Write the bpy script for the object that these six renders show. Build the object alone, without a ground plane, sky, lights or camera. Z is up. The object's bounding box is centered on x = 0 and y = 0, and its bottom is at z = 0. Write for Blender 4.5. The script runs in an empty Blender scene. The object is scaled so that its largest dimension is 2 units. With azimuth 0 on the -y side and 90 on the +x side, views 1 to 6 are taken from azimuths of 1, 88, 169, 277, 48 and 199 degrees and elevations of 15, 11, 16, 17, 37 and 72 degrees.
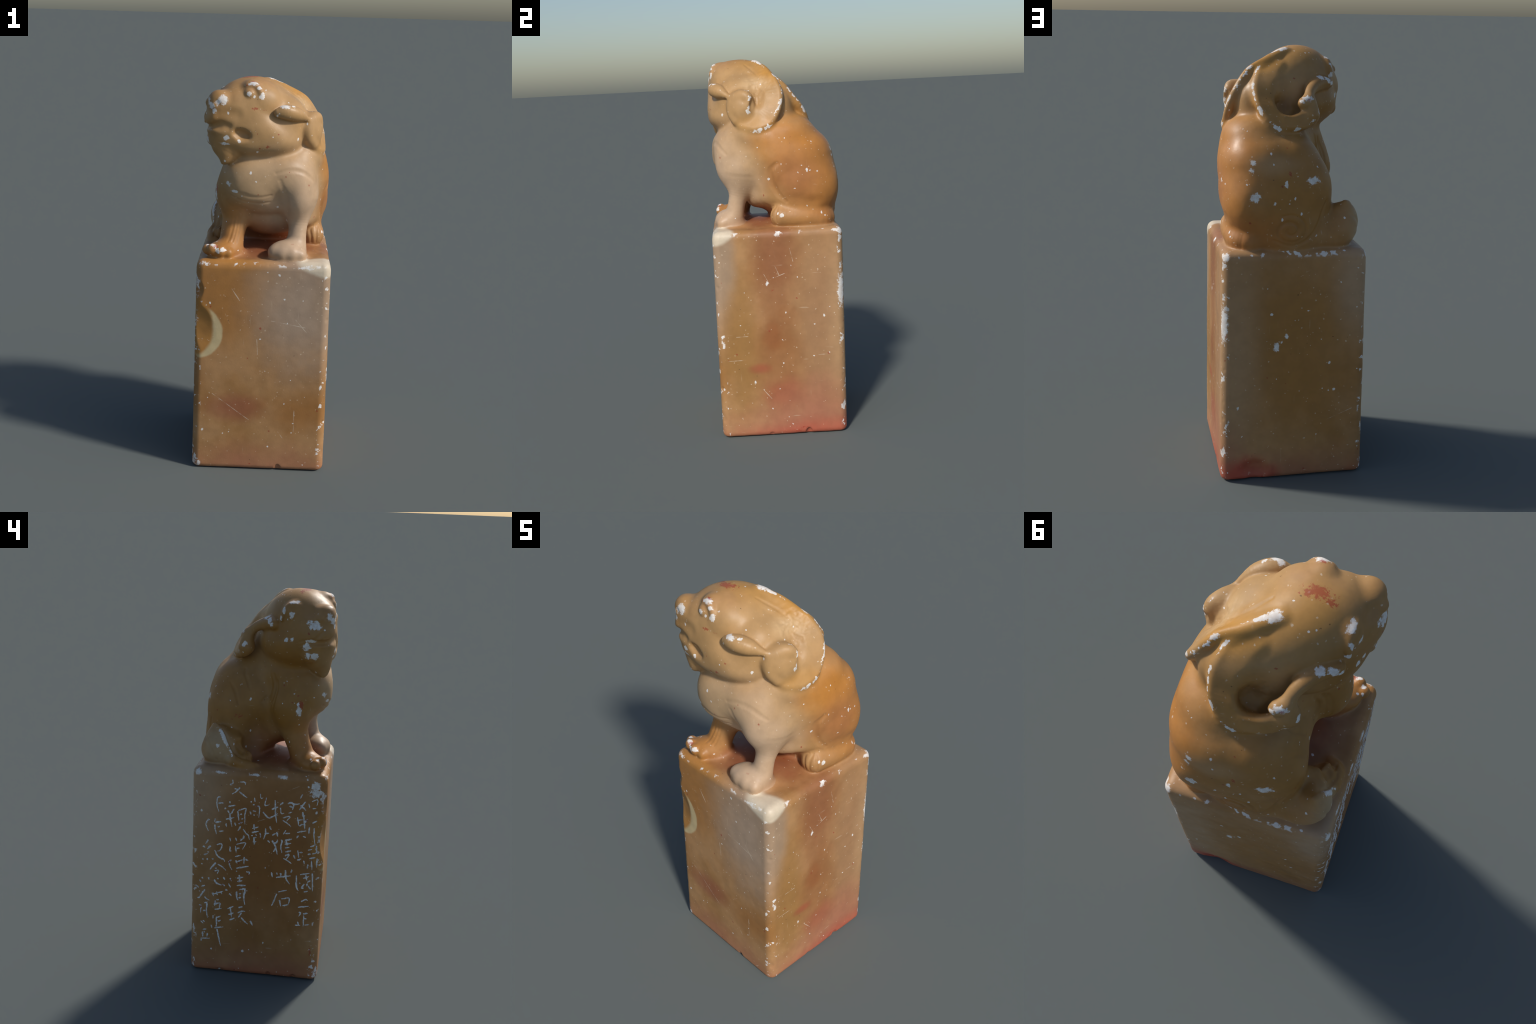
import bpy, math, time
import numpy as np

# =====================================================================
#  Carved soapstone seal: a square block with a crouching guardian lion.
#  The stone is one smooth implicit solid (blended primitives), meshed by
#  surface nets and then separated into named anatomical parts.
# =====================================================================
VOX = 0.0042
F32 = np.float32

# ---------------------------------------------------------------- noise
def _hash(ix, iy, iz, seed):
    h = (ix * 374761393 + iy * 668265263 + iz * 2147483647 + seed * 1274126177) & 0xFFFFFFFF
    h = ((h ^ (h >> 13)) * 1274126177) & 0xFFFFFFFF
    return ((h ^ (h >> 16)) & 0xFFFF).astype(F32) / 32768.0 - 1.0

def noise(P, scale, seed=0):
    q = P * scale
    i = np.floor(q).astype(np.int64)
    f = (q - i).astype(F32)
    f = f * f * (3 - 2 * f)
    r = 0
    for dx in (0, 1):
        wx = f[:, 0] if dx else 1 - f[:, 0]
        for dy in (0, 1):
            wy = f[:, 1] if dy else 1 - f[:, 1]
            for dz in (0, 1):
                wz = f[:, 2] if dz else 1 - f[:, 2]
                r = r + wx * wy * wz * _hash(i[:, 0] + dx, i[:, 1] + dy, i[:, 2] + dz, seed)
    return r

# ----------------------------------------------------------- primitives
def smin(a, b, k):
    h = np.maximum(k - np.abs(a - b), 0.0) / k
    return np.minimum(a, b) - h * h * k * 0.25

def smax(a, b, k):
    return -smin(-a, -b, k)

def catmull(pts, sub):
    p = np.array(pts, float)
    p = np.vstack([2 * p[0] - p[1], p, 2 * p[-1] - p[-2]])
    out = []
    for i in range(1, len(p) - 2):
        for t in np.arange(sub) / sub:
            a, b, c, d = p[i - 1], p[i], p[i + 1], p[i + 2]
            out.append(0.5 * (2 * b + (c - a) * t + (2 * a - 5 * b + 4 * c - d) * t * t + (3 * b - a - 3 * c + d) * t ** 3))
    out.append(p[-2])
    return np.array(out)

def ball(c, r, ax=None):
    """ellipsoid; ax: rows are its local axes (default world)"""
    c = np.array(c, float); r = np.array([r] * 3 if np.isscalar(r) else r, float)
    A = np.eye(3) if ax is None else np.array(ax, float)
    def f(P):
        q = ((P - c) @ A.T) / r
        k0 = np.sqrt((q * q).sum(1)) + 1e-6
        q2 = q / r
        k1 = np.sqrt((q2 * q2).sum(1)) + 1e-6
        return k0 * (k0 - 1.0) / k1
    m = r.max()
    return f, c - m, c + m

def tube(pts, sub=5):
    """round cone chain through x, y, z, radius control points"""
    p = catmull(pts, sub) if sub > 1 else np.array(pts, float)
    def f(P):
        d = np.full(len(P), 9.0)
        for a, b in zip(p[:-1], p[1:]):
            ab = b[:3] - a[:3]
            t = np.clip(((P - a[:3]) @ ab) / max(ab @ ab, 1e-9), 0, 1)
            q = P - a[:3] - t[:, None] * ab
            d = np.minimum(d, np.sqrt((q * q).sum(1)) - (a[3] + t * (b[3] - a[3])))
        return d
    m = p[:, 3].max()
    return f, p[:, :3].min(0) - m, p[:, :3].max(0) + m

def strip(outer, inner, r, sub=3):
    """thick ribbon between two rails"""
    o, i = catmull(outer, sub), catmull(inner, sub)
    pieces = []
    for n in range(len(o) - 1):
        for t in ((o[n], o[n + 1], i[n]), (o[n + 1], i[n + 1], i[n])):
            e = [t[(k + 1) % 3] - t[k] for k in range(3)]
            nor = np.cross(e[0], e[2])
            pieces.append((t, e, nor, [np.cross(v, nor) for v in e]))
    def f(P):
        d = np.full(len(P), 9.0)
        for t, e, nor, out in pieces:
            q = [P - v for v in t]
            inside = sum((w @ c > 0).astype(np.int8) for w, c in zip(q, out)) >= 3
            edge = None
            for w, v in zip(q, e):
                x = np.clip((w @ v) / (v @ v + 1e-12), 0, 1)[:, None] * v - w
                x = np.einsum("ij,ij->i", x, x)
                edge = x if edge is None else np.minimum(edge, x)
            d = np.minimum(d, np.where(inside, (q[0] @ nor) ** 2 / (nor @ nor + 1e-12), edge))
        return np.sqrt(d) - r
    al = np.vstack([o, i])
    return f, al.min(0) - r, al.max(0) + r

def sball(c, r, p):
    """boxier ellipsoid"""
    c = np.array(c, float); r = np.array(r, float)
    def f(P):
        q = np.abs(P - c) / r + 1e-6
        k0 = (q ** p).sum(1) ** (1 / p)
        g = (q / k0[:, None]) ** (p - 1) / r
        return (k0 - 1) / np.sqrt((g * g).sum(1))
    return f, c - r, c + r

def mirror_axes(f):
    f = np.array(f, float); f /= np.linalg.norm(f)
    s = np.cross(f, [0, 0, 1]); s /= np.linalg.norm(s)
    return np.array([f, s, np.cross(s, f)])

# ------------------------------------------------------------ the lion
HEAD = mirror_axes((-0.76, -0.65, 0.0))       # facing, (its own) left->right, up
OPS = []                                       # (part or None for a cut, prim, blend), in order
def add(part, prim, k): OPS.append((part, prim, k))
def cut(prim, k): OPS.append((None, prim, k))
LATE = []                                      # chips, broken out at the very end
def cut_late(prim, k): LATE.append((prim, k))

# the block: four gently bowed faces, each with its own lean, rounded edges
BZ = 1.122
FACES = [((-1, 0, 0), 0.343, 0.328), ((1, 0, 0), 0.342, 0.334), ((0, -1, 0), 0.343, 0.338), ((0, 1, 0), 0.331, 0.341)]
def block(P):
    t = np.clip(P[:, 2] / BZ, 0, 1)
    r = 0.040
    q = [P @ np.array(n, float) - (lo + (hi - lo) * t) + r for n, lo, hi in FACES]
    q = np.stack([np.maximum(q[0], q[1]), np.maximum(q[2], q[3])], 1)
    wall = np.sqrt((np.maximum(q, 0) ** 2).sum(1)) + np.minimum(q.max(1), 0) - r
    return smax(smax(wall, P[:, 2] - BZ, 0.045), -P[:, 2], 0.03)
BLOCK = (block, np.array([-.36, -.36, -.02]), np.array([.36, .36, 1.14]))

def prism(P):
    """the lion stays inside the square prism it was cut from"""
    q = np.stack([np.abs(P[:, 0]) - 0.335, np.abs(P[:, 1] - 0.01) - 0.342], 1) + 0.05
    return np.sqrt((np.maximum(q, 0) ** 2).sum(1)) + np.minimum(q.max(1), 0) - 0.05

def field(P, label=False):
    P = np.asarray(P, float)
    if len(P) > 40000:                          # spatial buckets, so that far-off primitives are skipped
        key = np.floor((P + 1.0) / 0.18).astype(int) @ np.array([1, 64, 4096])
        order = np.argsort(key, kind="stable")
        cuts = np.nonzero(np.diff(key[order]))[0] + 1
        d = np.empty(len(P)); per = np.empty((len(PARTS), len(P)), F32) if label else None
        for g in np.split(order, cuts):
            for h in np.array_split(g, len(g) // 40000 + 1):
                r = field(P[h], label)
                if label: d[h], per[:, h] = r
                else: d[h] = r
        return (d, per) if label else d
    low, top = (P.min(0), P.max(0)) if len(P) else (np.zeros(3), np.zeros(3))
    d = np.full(len(P), 1.0)
    per = np.full((len(PARTS), len(P)), 9.0, F32) if label else None
    for part, (f, lo, hi), k in OPS:
        if (low > hi + k + 0.06).any() or (top < lo - k - 0.06).any(): continue
        m = np.nonzero(((P > lo - k - 0.06) & (P < hi + k + 0.06)).all(1))[0]
        if not len(m): continue
        v = f(P[m])
        if part is None:
            d[m] = smax(d[m], -v, k); continue
        d[m] = smin(d[m], v, k)
        if label:
            j = PARTS.index(part); per[j, m] = np.minimum(per[j, m], v)
    up = P[:, 2] > 1.05
    d[up] = smax(d[up], prism(P[up]), 0.03)
    m = np.nonzero(P[:, 2] < BZ + 0.09)[0]
    v = block(P[m])
    d[m] = smin(d[m], v, 0.02)
    if label: per[PARTS.index("block"), m] = np.minimum(per[PARTS.index("block"), m], v)
    for (f, lo, hi), k in LATE:
        m = np.nonzero(((P > lo - k - 0.06) & (P < hi + k + 0.06)).all(1))[0]
        if len(m): d[m] = smax(d[m], -f(P[m]), k)
    return (d, per) if label else d

def gradient(P, e=0.002):
    g = 0
    for k in ((1, 1, 1), (1, -1, -1), (-1, 1, -1), (-1, -1, 1)):
        k = np.array(k, float)
        g = g + field(P + k * e)[:, None] * k
    return g / (np.linalg.norm(g, axis=1, keepdims=True) + 1e-9)

def onto(points, sub=5):
    """a path drawn near the stone, laid onto its surface: points and normals"""
    p = catmull(points, sub)
    for _ in range(6):
        p = p - gradient(p, 0.004) * np.clip(field(p), -0.02, 0.02)[:, None]
    return p, gradient(p, 0.004)

def groove(part, points, r, depth):
    p, n = onto(points)
    rr = r * (0.35 + 0.65 * np.sin(np.linspace(0.15, math.pi - 0.15, len(p))))
    dd = depth * rr / r
    q = p + n * (rr - dd)[:, None]
    cut(tube(np.column_stack([q, rr]), 1), 0.006)

def ridge(part, points, r, height):
    p, n = onto(points)
    q = p - n * (r - height)
    add(part, tube(np.column_stack([q, np.full(len(q), r)]), 1), 0.008)

# torso
add("torso", sball((0.06, 0.09, 1.365), (0.228, 0.24, 0.275), 2.4), 0.03)
add("torso", sball((0.16, 0.085, 1.47), (0.166, 0.225, 0.175), 2.2), 0.05)
add("torso", ball((0.03, 0.17, 1.20), (0.245, 0.165, 0.18)), 0.05)
add("torso", sball((0.17, 0.165, 1.33), (0.148, 0.18, 0.17), 2.2), 0.04)
add("torso", sball((0.055, -0.13, 1.535), (0.192, 0.18, 0.135), 2.3), 0.06)
add("torso", sball((-0.068, -0.187, 1.505), (0.152, 0.138, 0.142), 2.2), 0.03)
add("torso", ball((0.10, 0.0, 1.60), (0.19, 0.17, 0.13)), 0.06)
add("torso", ball((0.15, 0.105, 1.615), (0.13, 0.11, 0.08)), 0.05)
add("torso", ball((0.0, -0.14, 1.42), (0.15, 0.12, 0.098)), 0.04)
cut(ball((0.37, -0.085, 1.37), (0.09, 0.07, 0.13)), 0.05)
add("torso", ball((0.14, -0.11, 1.62), (0.125, 0.11, 0.08)), 0.05)
add("torso", ball((-0.072, -0.115, 1.578), (0.118, 0.126, 0.106)), 0.06)
cut(tube([(-0.5, -0.06, 1.15, 0.115), (-0.12, -0.075, 1.13, 0.085), (0.0, -0.09, 1.12, 0.078), (0.12, -0.085, 1.13, 0.082), (0.28, -0.06, 1.15, 0.098), (0.5, -0.05, 1.16, 0.13)]), 0.05)
cut(ball((-0.36, 0.06, 1.38), (0.165, 0.12, 0.26)), 0.05)
cut(ball((-0.31, 0.045, 1.26), (0.20, 0.10, 0.16)), 0.05)
add("torso", ball((0.01, -0.08, 1.31), (0.15, 0.09, 0.082)), 0.04)
add("block", ball((0.02, -0.06, 1.085), (0.29, 0.22, 0.07)), 0.03)
# forelimbs
add("forelimb", ball((0.155, -0.17, 1.45), (0.09, 0.128, 0.14)), 0.05)
add("forelimb", tube([(0.178, -0.17, 1.42, 0.075), (0.17, -0.18, 1.34, 0.057), (0.165, -0.198, 1.26, 0.045), (0.16, -0.215, 1.18, 0.05), (0.155, -0.225, 1.11, 0.06)]), 0.045)
add("forelimb", ball((0.115, -0.25, 1.16), (0.086, 0.066, 0.052)), 0.03)
add("forelimb.R", ball((-0.15, -0.13, 1.43), (0.097, 0.11, 0.125)), 0.05)
add("forelimb.R", tube([(-0.16, -0.13, 1.41, 0.078), (-0.145, -0.14, 1.32, 0.07), (-0.16, -0.175, 1.22, 0.06), (-0.17, -0.21, 1.13, 0.065)]), 0.04)
add("forelimb.R", ball((-0.21, -0.245, 1.15), (0.07, 0.066, 0.046)), 0.03)
for x, y, z, r in ((-0.278, -0.268, 1.16, 0.026), (-0.252, -0.294, 1.168, 0.027), (-0.213, -0.302, 1.16, 0.026), (-0.173, -0.288, 1.148, 0.024)):
    add("forelimb.R", ball((x, y, z), r), 0.012)
for x, y, z, r in ((0.055, -0.272, 1.155, 0.034), (0.095, -0.292, 1.152, 0.032), (0.14, -0.295, 1.148, 0.030), (0.18, -0.28, 1.145, 0.03)):
    add("forelimb", ball((x, y, z), r), 0.02)
# hindlimbs
add("hindlimb", ball((0.225, 0.115, 1.365), (0.098, 0.118, 0.115)), 0.02)
cut(tube([(0.35, -0.01, 1.26, 0.035), (0.348, 0.14, 1.25, 0.038), (0.32, 0.33, 1.235, 0.015)]), 0.03)
add("hindlimb", tube([(0.245, 0.035, 1.178, 0.063), (0.254, 0.12, 1.17, 0.057), (0.24, 0.22, 1.16, 0.062), (0.205, 0.255, 1.155, 0.06)]), 0.025)
add("hindlimb.R", ball((-0.075, 0.19, 1.37), (0.108, 0.12, 0.145)), 0.04)
add("hindlimb.R", tube([(-0.225, 0.105, 1.16, 0.052), (-0.207, 0.135, 1.205, 0.055), (-0.19, 0.19, 1.235, 0.06)]), 0.025)
add("hindlimb.R", ball((-0.225, 0.15, 1.165), (0.055, 0.08, 0.06)), 0.03)
# tail
add("tail", tube([(0.0, 0.282, 1.17, 0.045), (-0.1, 0.268, 1.17, 0.048), (-0.20, 0.24, 1.185, 0.08), (-0.235, 0.228, 1.235, 0.066), (-0.23, 0.23, 1.275, 0.044)]), 0.035)
cut(ball((-0.288, 0.100, 1.235), (0.066, 0.050, 0.058)), 0.015)
cut(tube([(-0.17, 0.02, 1.18, 0.045), (-0.18, 0.06, 1.20, 0.05), (-0.20, 0.085, 1.23, 0.03)]), 0.02)
add("hindlimb.R", tube([(-0.24, 0.03, 1.115, 0.018), (-0.275, 0.055, 1.13, 0.022), (-0.285, 0.10, 1.14, 0.024), (-0.27, 0.15, 1.15, 0.03)]), 0.02)
add("tail", tube([(-0.25, 0.255, 1.24, 0.04), (-0.25, 0.248, 1.285, 0.028), (-0.238, 0.245, 1.305, 0.018)]), 0.02)
# head
add("head", ball((-0.075, -0.145, 1.825), (0.215, 0.165, 0.174), HEAD), 0.04)
add("head", ball((-0.065, -0.15, 1.735), (0.22, 0.20, 0.128), HEAD), 0.04)
add("head", ball((0.02, -0.17, 1.705), (0.15, 0.15, 0.09)), 0.03)
add("head", ball((0.07, -0.15, 1.79), (0.125, 0.13, 0.125)), 0.04)
add("head", ball((0.08, -0.02, 1.735), (0.145, 0.145, 0.17)), 0.06)
cut(ball((-0.02, 0.185, 1.82), (0.11, 0.115, 0.12)), 0.03)
cut(ball((0.03, 0.15, 1.745), (0.05, 0.06, 0.05)), 0.03)
cut(ball((0.225, -0.055, 1.86), 0.045), 0.03)
add("snout", ball((-0.20, -0.245, 1.80), (0.10, 0.11, 0.10), HEAD), 0.05)
add("head", ball((-0.065, -0.21, 1.90), (0.09, 0.09, 0.085)), 0.03)
add("head", ball((-0.02, -0.205, 1.885), (0.085, 0.09, 0.08)), 0.03)
add("snout", ball((-0.155, -0.255, 1.895), (0.05, 0.05, 0.045)), 0.03)
add("snout", ball((-0.23, -0.275, 1.885), (0.052, 0.058, 0.055), HEAD), 0.025)
add("snout", ball((-0.195, -0.255, 1.675), (0.07, 0.055, 0.06)), 0.03)
add("snout", tube([(-0.262, -0.205, 1.697, 0.03), (-0.235, -0.265, 1.712, 0.03), (-0.19, -0.298, 1.712, 0.027), (-0.125, -0.302, 1.702, 0.02)]), 0.025)
cut(tube([(-0.305, -0.16, 1.752, 0.006), (-0.30, -0.21, 1.76, 0.010), (-0.277, -0.295, 1.768, 0.014), (-0.225, -0.337, 1.778, 0.022), (-0.188, -0.338, 1.774, 0.012)]), 0.016)
cut(tube([(-0.140, -0.326, 1.745, 0.013), (-0.118, -0.328, 1.737, 0.020), (-0.096, -0.322, 1.732, 0.012)]), 0.010)
cut(tube([(-0.145, -0.35, 1.835, 0.016), (-0.185, -0.352, 1.838, 0.02), (-0.225, -0.35, 1.832, 0.016)]), 0.025)
add("snout", ball((-0.195, -0.298, 1.878), 0.025), 0.012)
add("snout", ball((-0.275, -0.252, 1.878), 0.022), 0.012)
cut(ball((-0.24, -0.335, 1.882), 0.015), 0.008)
cut(ball((-0.295, -0.285, 1.882), 0.013), 0.008)
cut(ball((-0.268, -0.19, 1.915), (0.024, 0.03, 0.026)), 0.025)
add("eye", ball((-0.08, -0.255, 1.94), (0.045, 0.045, 0.047)), 0.02)
add("eye", ball((-0.088, -0.288, 1.925), 0.028), 0.008)
add("eye", tube([(-0.095, -0.278, 1.96, 0.012), (-0.06, -0.285, 1.962, 0.015), (-0.035, -0.29, 1.93, 0.015), (-0.042, -0.292, 1.89, 0.010)]), 0.012)
add("eye.R", ball((-0.205, -0.115, 1.90), 0.042), 0.025)
add("eye.R", ball((-0.228, -0.118, 1.885), 0.024), 0.008)
add("eye.R", tube([(-0.218, -0.145, 1.922, 0.011), (-0.215, -0.105, 1.925, 0.013), (-0.222, -0.075, 1.90, 0.013), (-0.228, -0.062, 1.862, 0.009)]), 0.012)
add("beard", tube([(-0.185, -0.265, 1.64, 0.04), (-0.197, -0.275, 1.615, 0.026), (-0.207, -0.277, 1.598, 0.012)]), 0.03)
# ears
add("ear", tube([(0.05, -0.297, 1.842, 0.022), (0.085, -0.286, 1.844, 0.035), (0.13, -0.260, 1.834, 0.036), (0.17, -0.232, 1.818, 0.02), (0.19, -0.215, 1.808, 0.011)]), 0.008)
add("ear.R", tube([(-0.205, -0.03, 1.83, 0.026), (-0.155, -0.002, 1.83, 0.036), (-0.11, 0.06, 1.81, 0.026), (-0.085, 0.11, 1.775, 0.02)]), 0.012)
# mane, its own left: a flat lock swept back from the brow, rolled under into a scroll
L_OUT = [(-0.01, -0.07, 1.965), (0.075, -0.02, 1.937), (0.155, 0.01, 1.90), (0.195, 0.035, 1.865), (0.232, 0.05, 1.81), (0.253, 0.045, 1.765), (0.268, 0.028, 1.715), (0.274, -0.003, 1.668), (0.274, -0.045, 1.648), (0.266, -0.09, 1.642), (0.24, -0.155, 1.66)]
L_IN = [(0.0, -0.12, 1.945), (0.08, -0.08, 1.912), (0.14, -0.045, 1.868), (0.18, -0.03, 1.835), (0.21, -0.03, 1.80), (0.225, -0.035, 1.765), (0.235, -0.045, 1.74), (0.238, -0.065, 1.725), (0.235, -0.08, 1.715), (0.23, -0.11, 1.71), (0.22, -0.15, 1.72)]
add("mane", ball((0.16, 0.04, 1.755), (0.07, 0.07, 0.085)), 0.04)
add("mane", strip(L_OUT, L_IN, 0.018), 0.025)
add("mane", ball((0.213, -0.15, 1.75), (0.048, 0.072, 0.085), mirror_axes((0.87, -0.45, 0.1))), 0.03)
add("mane", tube([(0.225, -0.18, 1.68, 0.018), (0.202, -0.198, 1.715, 0.02), (0.193, -0.20, 1.76, 0.022), (0.205, -0.175, 1.80, 0.024), (0.235, -0.13, 1.81, 0.026), (0.25, -0.108, 1.785, 0.02), (0.252, -0.112, 1.745, 0.016)]), 0.02)
cut(tube([(0.205, -0.055, 1.86, 0.022), (0.242, -0.055, 1.81, 0.026), (0.263, -0.063, 1.765, 0.022), (0.274, -0.083, 1.738, 0.017), (0.270, -0.094, 1.752, 0.012)]), 0.012)
cut(tube([(0.276, -0.080, 1.80, 0.012), (0.266, -0.084, 1.775, 0.020), (0.272, -0.090, 1.745, 0.014)]), 0.008)
# mane, its own right
R_OUT = [(0.065, -0.03, 1.93), (0.115, 0.01, 1.89), (0.13, 0.045, 1.87), (0.147, 0.08, 1.835), (0.152, 0.115, 1.79), (0.145, 0.15, 1.745), (0.11, 0.18, 1.69), (0.06, 0.187, 1.66), (0.0, 0.182, 1.655), (-0.055, 0.162, 1.655), (-0.09, 0.135, 1.665)]
R_IN = [(0.03, 0.0, 1.905), (0.06, 0.03, 1.87), (0.08, 0.06, 1.835), (0.09, 0.09, 1.80), (0.095, 0.12, 1.765), (0.085, 0.145, 1.735), (0.065, 0.16, 1.705), (0.035, 0.167, 1.69), (0.0, 0.162, 1.685), (-0.04, 0.15, 1.695), (-0.085, 0.125, 1.71)]
add("mane.R", strip(R_OUT, R_IN, 0.018), 0.03)
add("mane.R", tube([(-0.045, -0.085, 1.955, 0.014), (0.005, -0.06, 1.963, 0.02), (0.065, -0.03, 1.93, 0.02), (0.115, 0.01, 1.89, 0.018)]), 0.02)
add("mane.R", tube([(-0.06, 0.13, 1.752, 0.026), (-0.095, 0.115, 1.752, 0.026), (-0.098, 0.12, 1.70, 0.04)]), 0.03)
# carved lines ---------------------------------------------------------
RUMP = (0.03, 1.215)
def spiral(turns, r0, r1, a0, n=26):
    out = []
    for i in range(n):
        t = i / (n - 1); a = a0 + turns * 2 * math.pi * t; q = r0 + (r1 - r0) * t
        out.append((RUMP[0] + q * math.cos(a), 0.33, RUMP[1] + 0.85 * q * math.sin(a)))
    return out
groove("torso", spiral(-1.9, 0.012, 0.085, 0.5), 0.008, 0.0045)
groove("torso", [(0.105, 0.33, 1.17), (0.02, 0.33, 1.145), (-0.06, 0.33, 1.18), (-0.115, 0.32, 1.25), (-0.155, 0.30, 1.33)], 0.012, 0.006)
groove("torso", [(-0.16, 0.20, 1.54), (-0.17, 0.172, 1.505), (-0.17, 0.155, 1.465), (-0.17, 0.142, 1.42)], 0.010, 0.005)
groove("torso", [(-0.16, 0.14, 1.615), (-0.17, 0.11, 1.565), (-0.17, 0.09, 1.50)], 0.010, 0.004)
groove("hindlimb", [(0.29, 0.02, 1.46), (0.28, -0.006, 1.432), (0.28, -0.01, 1.391), (0.28, -0.005, 1.349), (0.28, 0.02, 1.30), (0.28, 0.06, 1.262)], 0.032, 0.007)
groove("forelimb", [(0.07, -0.31, 1.52), (0.095, -0.30, 1.45), (0.105, -0.27, 1.38), (0.105, -0.24, 1.33)], 0.034, 0.0015)
groove("mane", [(0.03, -0.12, 1.96), (0.10, -0.075, 1.93), (0.15, -0.05, 1.90)], 0.008, 0.003)
groove("head", [(-0.28, -0.27, 1.82), (-0.285, -0.22, 1.79), (-0.285, -0.16, 1.765)], 0.009, 0.004)
groove("head", [(-0.28, -0.27, 1.80), (-0.285, -0.22, 1.772), (-0.285, -0.16, 1.745)], 0.008, 0.003)
ridge("tail", [(-0.24, 0.25, 1.325), (-0.28, 0.20, 1.29), (-0.29, 0.174, 1.239), (-0.29, 0.144, 1.176), (-0.29, 0.125, 1.145)], 0.014, 0.006)
groove("tail", [(-0.26, 0.20, 1.31), (-0.28, 0.155, 1.25), (-0.28, 0.12, 1.19), (-0.28, 0.10, 1.15)], 0.012, 0.007)
groove("tail", [(-0.25, 0.29, 1.28), (-0.29, 0.26, 1.22), (-0.29, 0.23, 1.15)], 0.012, 0.004)
for dy in (0.0, 0.02, 0.04):
    groove("hindlimb.R", [(-0.26, 0.045 + dy, 1.22 + dy), (-0.27, 0.035 + dy, 1.18 + dy * .6), (-0.27, 0.035 + dy, 1.15)], 0.005, 0.003)
for dy in (-0.03, 0.0, 0.028):
    groove("hindlimb", [(0.27 + dy, 0.0, 1.235), (0.27 + dy, -0.03 + dy, 1.20), (0.27 + dy, -0.03 + dy, 1.15)], 0.008, 0.004)
for y0, z0 in ((0.02, 1.60), (-0.02, 1.58), (-0.05, 1.55)):      # locks falling behind the jaw and shoulder
    groove("torso", [(-0.18, y0, z0), (-0.19, y0 - 0.012, z0 - 0.05), (-0.19, y0 - 0.012, z0 - 0.11), (-0.18, y0 + 0.005, z0 - 0.16)], 0.012, 0.0035)
for x0 in (-0.10, -0.125, -0.15):
    groove("forelimb.R", [(x0, -0.24, 1.31), (x0 - 0.012, -0.25, 1.25), (x0 - 0.03, -0.26, 1.20)], 0.007, 0.003)
for z0 in (1.47, 1.42):
    groove("torso", [(-0.17, -0.28, z0 + 0.02), (-0.11, -0.31, z0 - 0.02), (-0.04, -0.31, z0 - 0.035), (0.03, -0.30, z0 - 0.03)], 0.016, 0.0012)
groove("forelimb", [(0.05, -0.31, 1.555), (0.11, -0.30, 1.57), (0.17, -0.27, 1.555), (0.21, -0.23, 1.51)], 0.024, 0.0016)
# chips broken out of the block ---------------------------------------
cut_late(ball((-0.40, -0.39, 0.755), (0.275, 0.064, 0.18)), 0.003)
cut_late(ball((-0.365, -0.365, 0.97), (0.085, 0.056, 0.08)), 0.005)
cut_late(ball((-0.372, -0.362, 0.89), (0.055, 0.05, 0.045)), 0.005)
cut_late(ball((-0.375, -0.36, 1.06), (0.05, 0.05, 0.05)), 0.012)
cut_late(ball((0.385, 0.375, 0.79), (0.07, 0.06, 0.13)), 0.02)
cut_late(ball((0.185, 0.385, 0.05), (0.10, 0.075, 0.08)), 0.012)
cut_late(ball((0.19, 0.36, -0.03), (0.05, 0.05, 0.05)), 0.02)
cut_late(ball((-0.44, -0.405, 0.785), (0.265, 0.098, 0.205)), 0.004)
chip_rng = np.random.default_rng(11)
for i in range(46):                            # nicks along the arrises
    sx, sy = ((-1, -1), (1, -1), (1, 1), (-1, 1))[i % 4]
    r = chip_rng.uniform(0.010, 0.024)
    if i < 30:
        z = chip_rng.uniform(0.03, 1.08); t = z / BZ
        x = FACES[0 if sx < 0 else 1][1] * (1 - t) + FACES[0 if sx < 0 else 1][2] * t
        y = FACES[2 if sy < 0 else 3][1] * (1 - t) + FACES[2 if sy < 0 else 3][2] * t
        k = 0.012 - r * 0.75
        c = (sx * (x - k * 0.7), sy * (y - k * 0.7), z)
    else:
        top = chip_rng.random() < 0.5
        a = chip_rng.uniform(-0.3, 0.3)
        c = (a, sy * (0.334 + r * 0.6), BZ - 0.004 if top else 0.004) if i % 8 < 4 else (sx * (0.335 + r * 0.6), a, BZ - 0.004 if top else 0.004)
    cut_late(ball(c, (r * chip_rng.uniform(0.8, 1.3), r * chip_rng.uniform(0.8, 1.3), r * chip_rng.uniform(0.8, 1.9))), 0.006)
PARTS = sorted({a[0] for a in OPS if a[0]} | {"block"})

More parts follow.
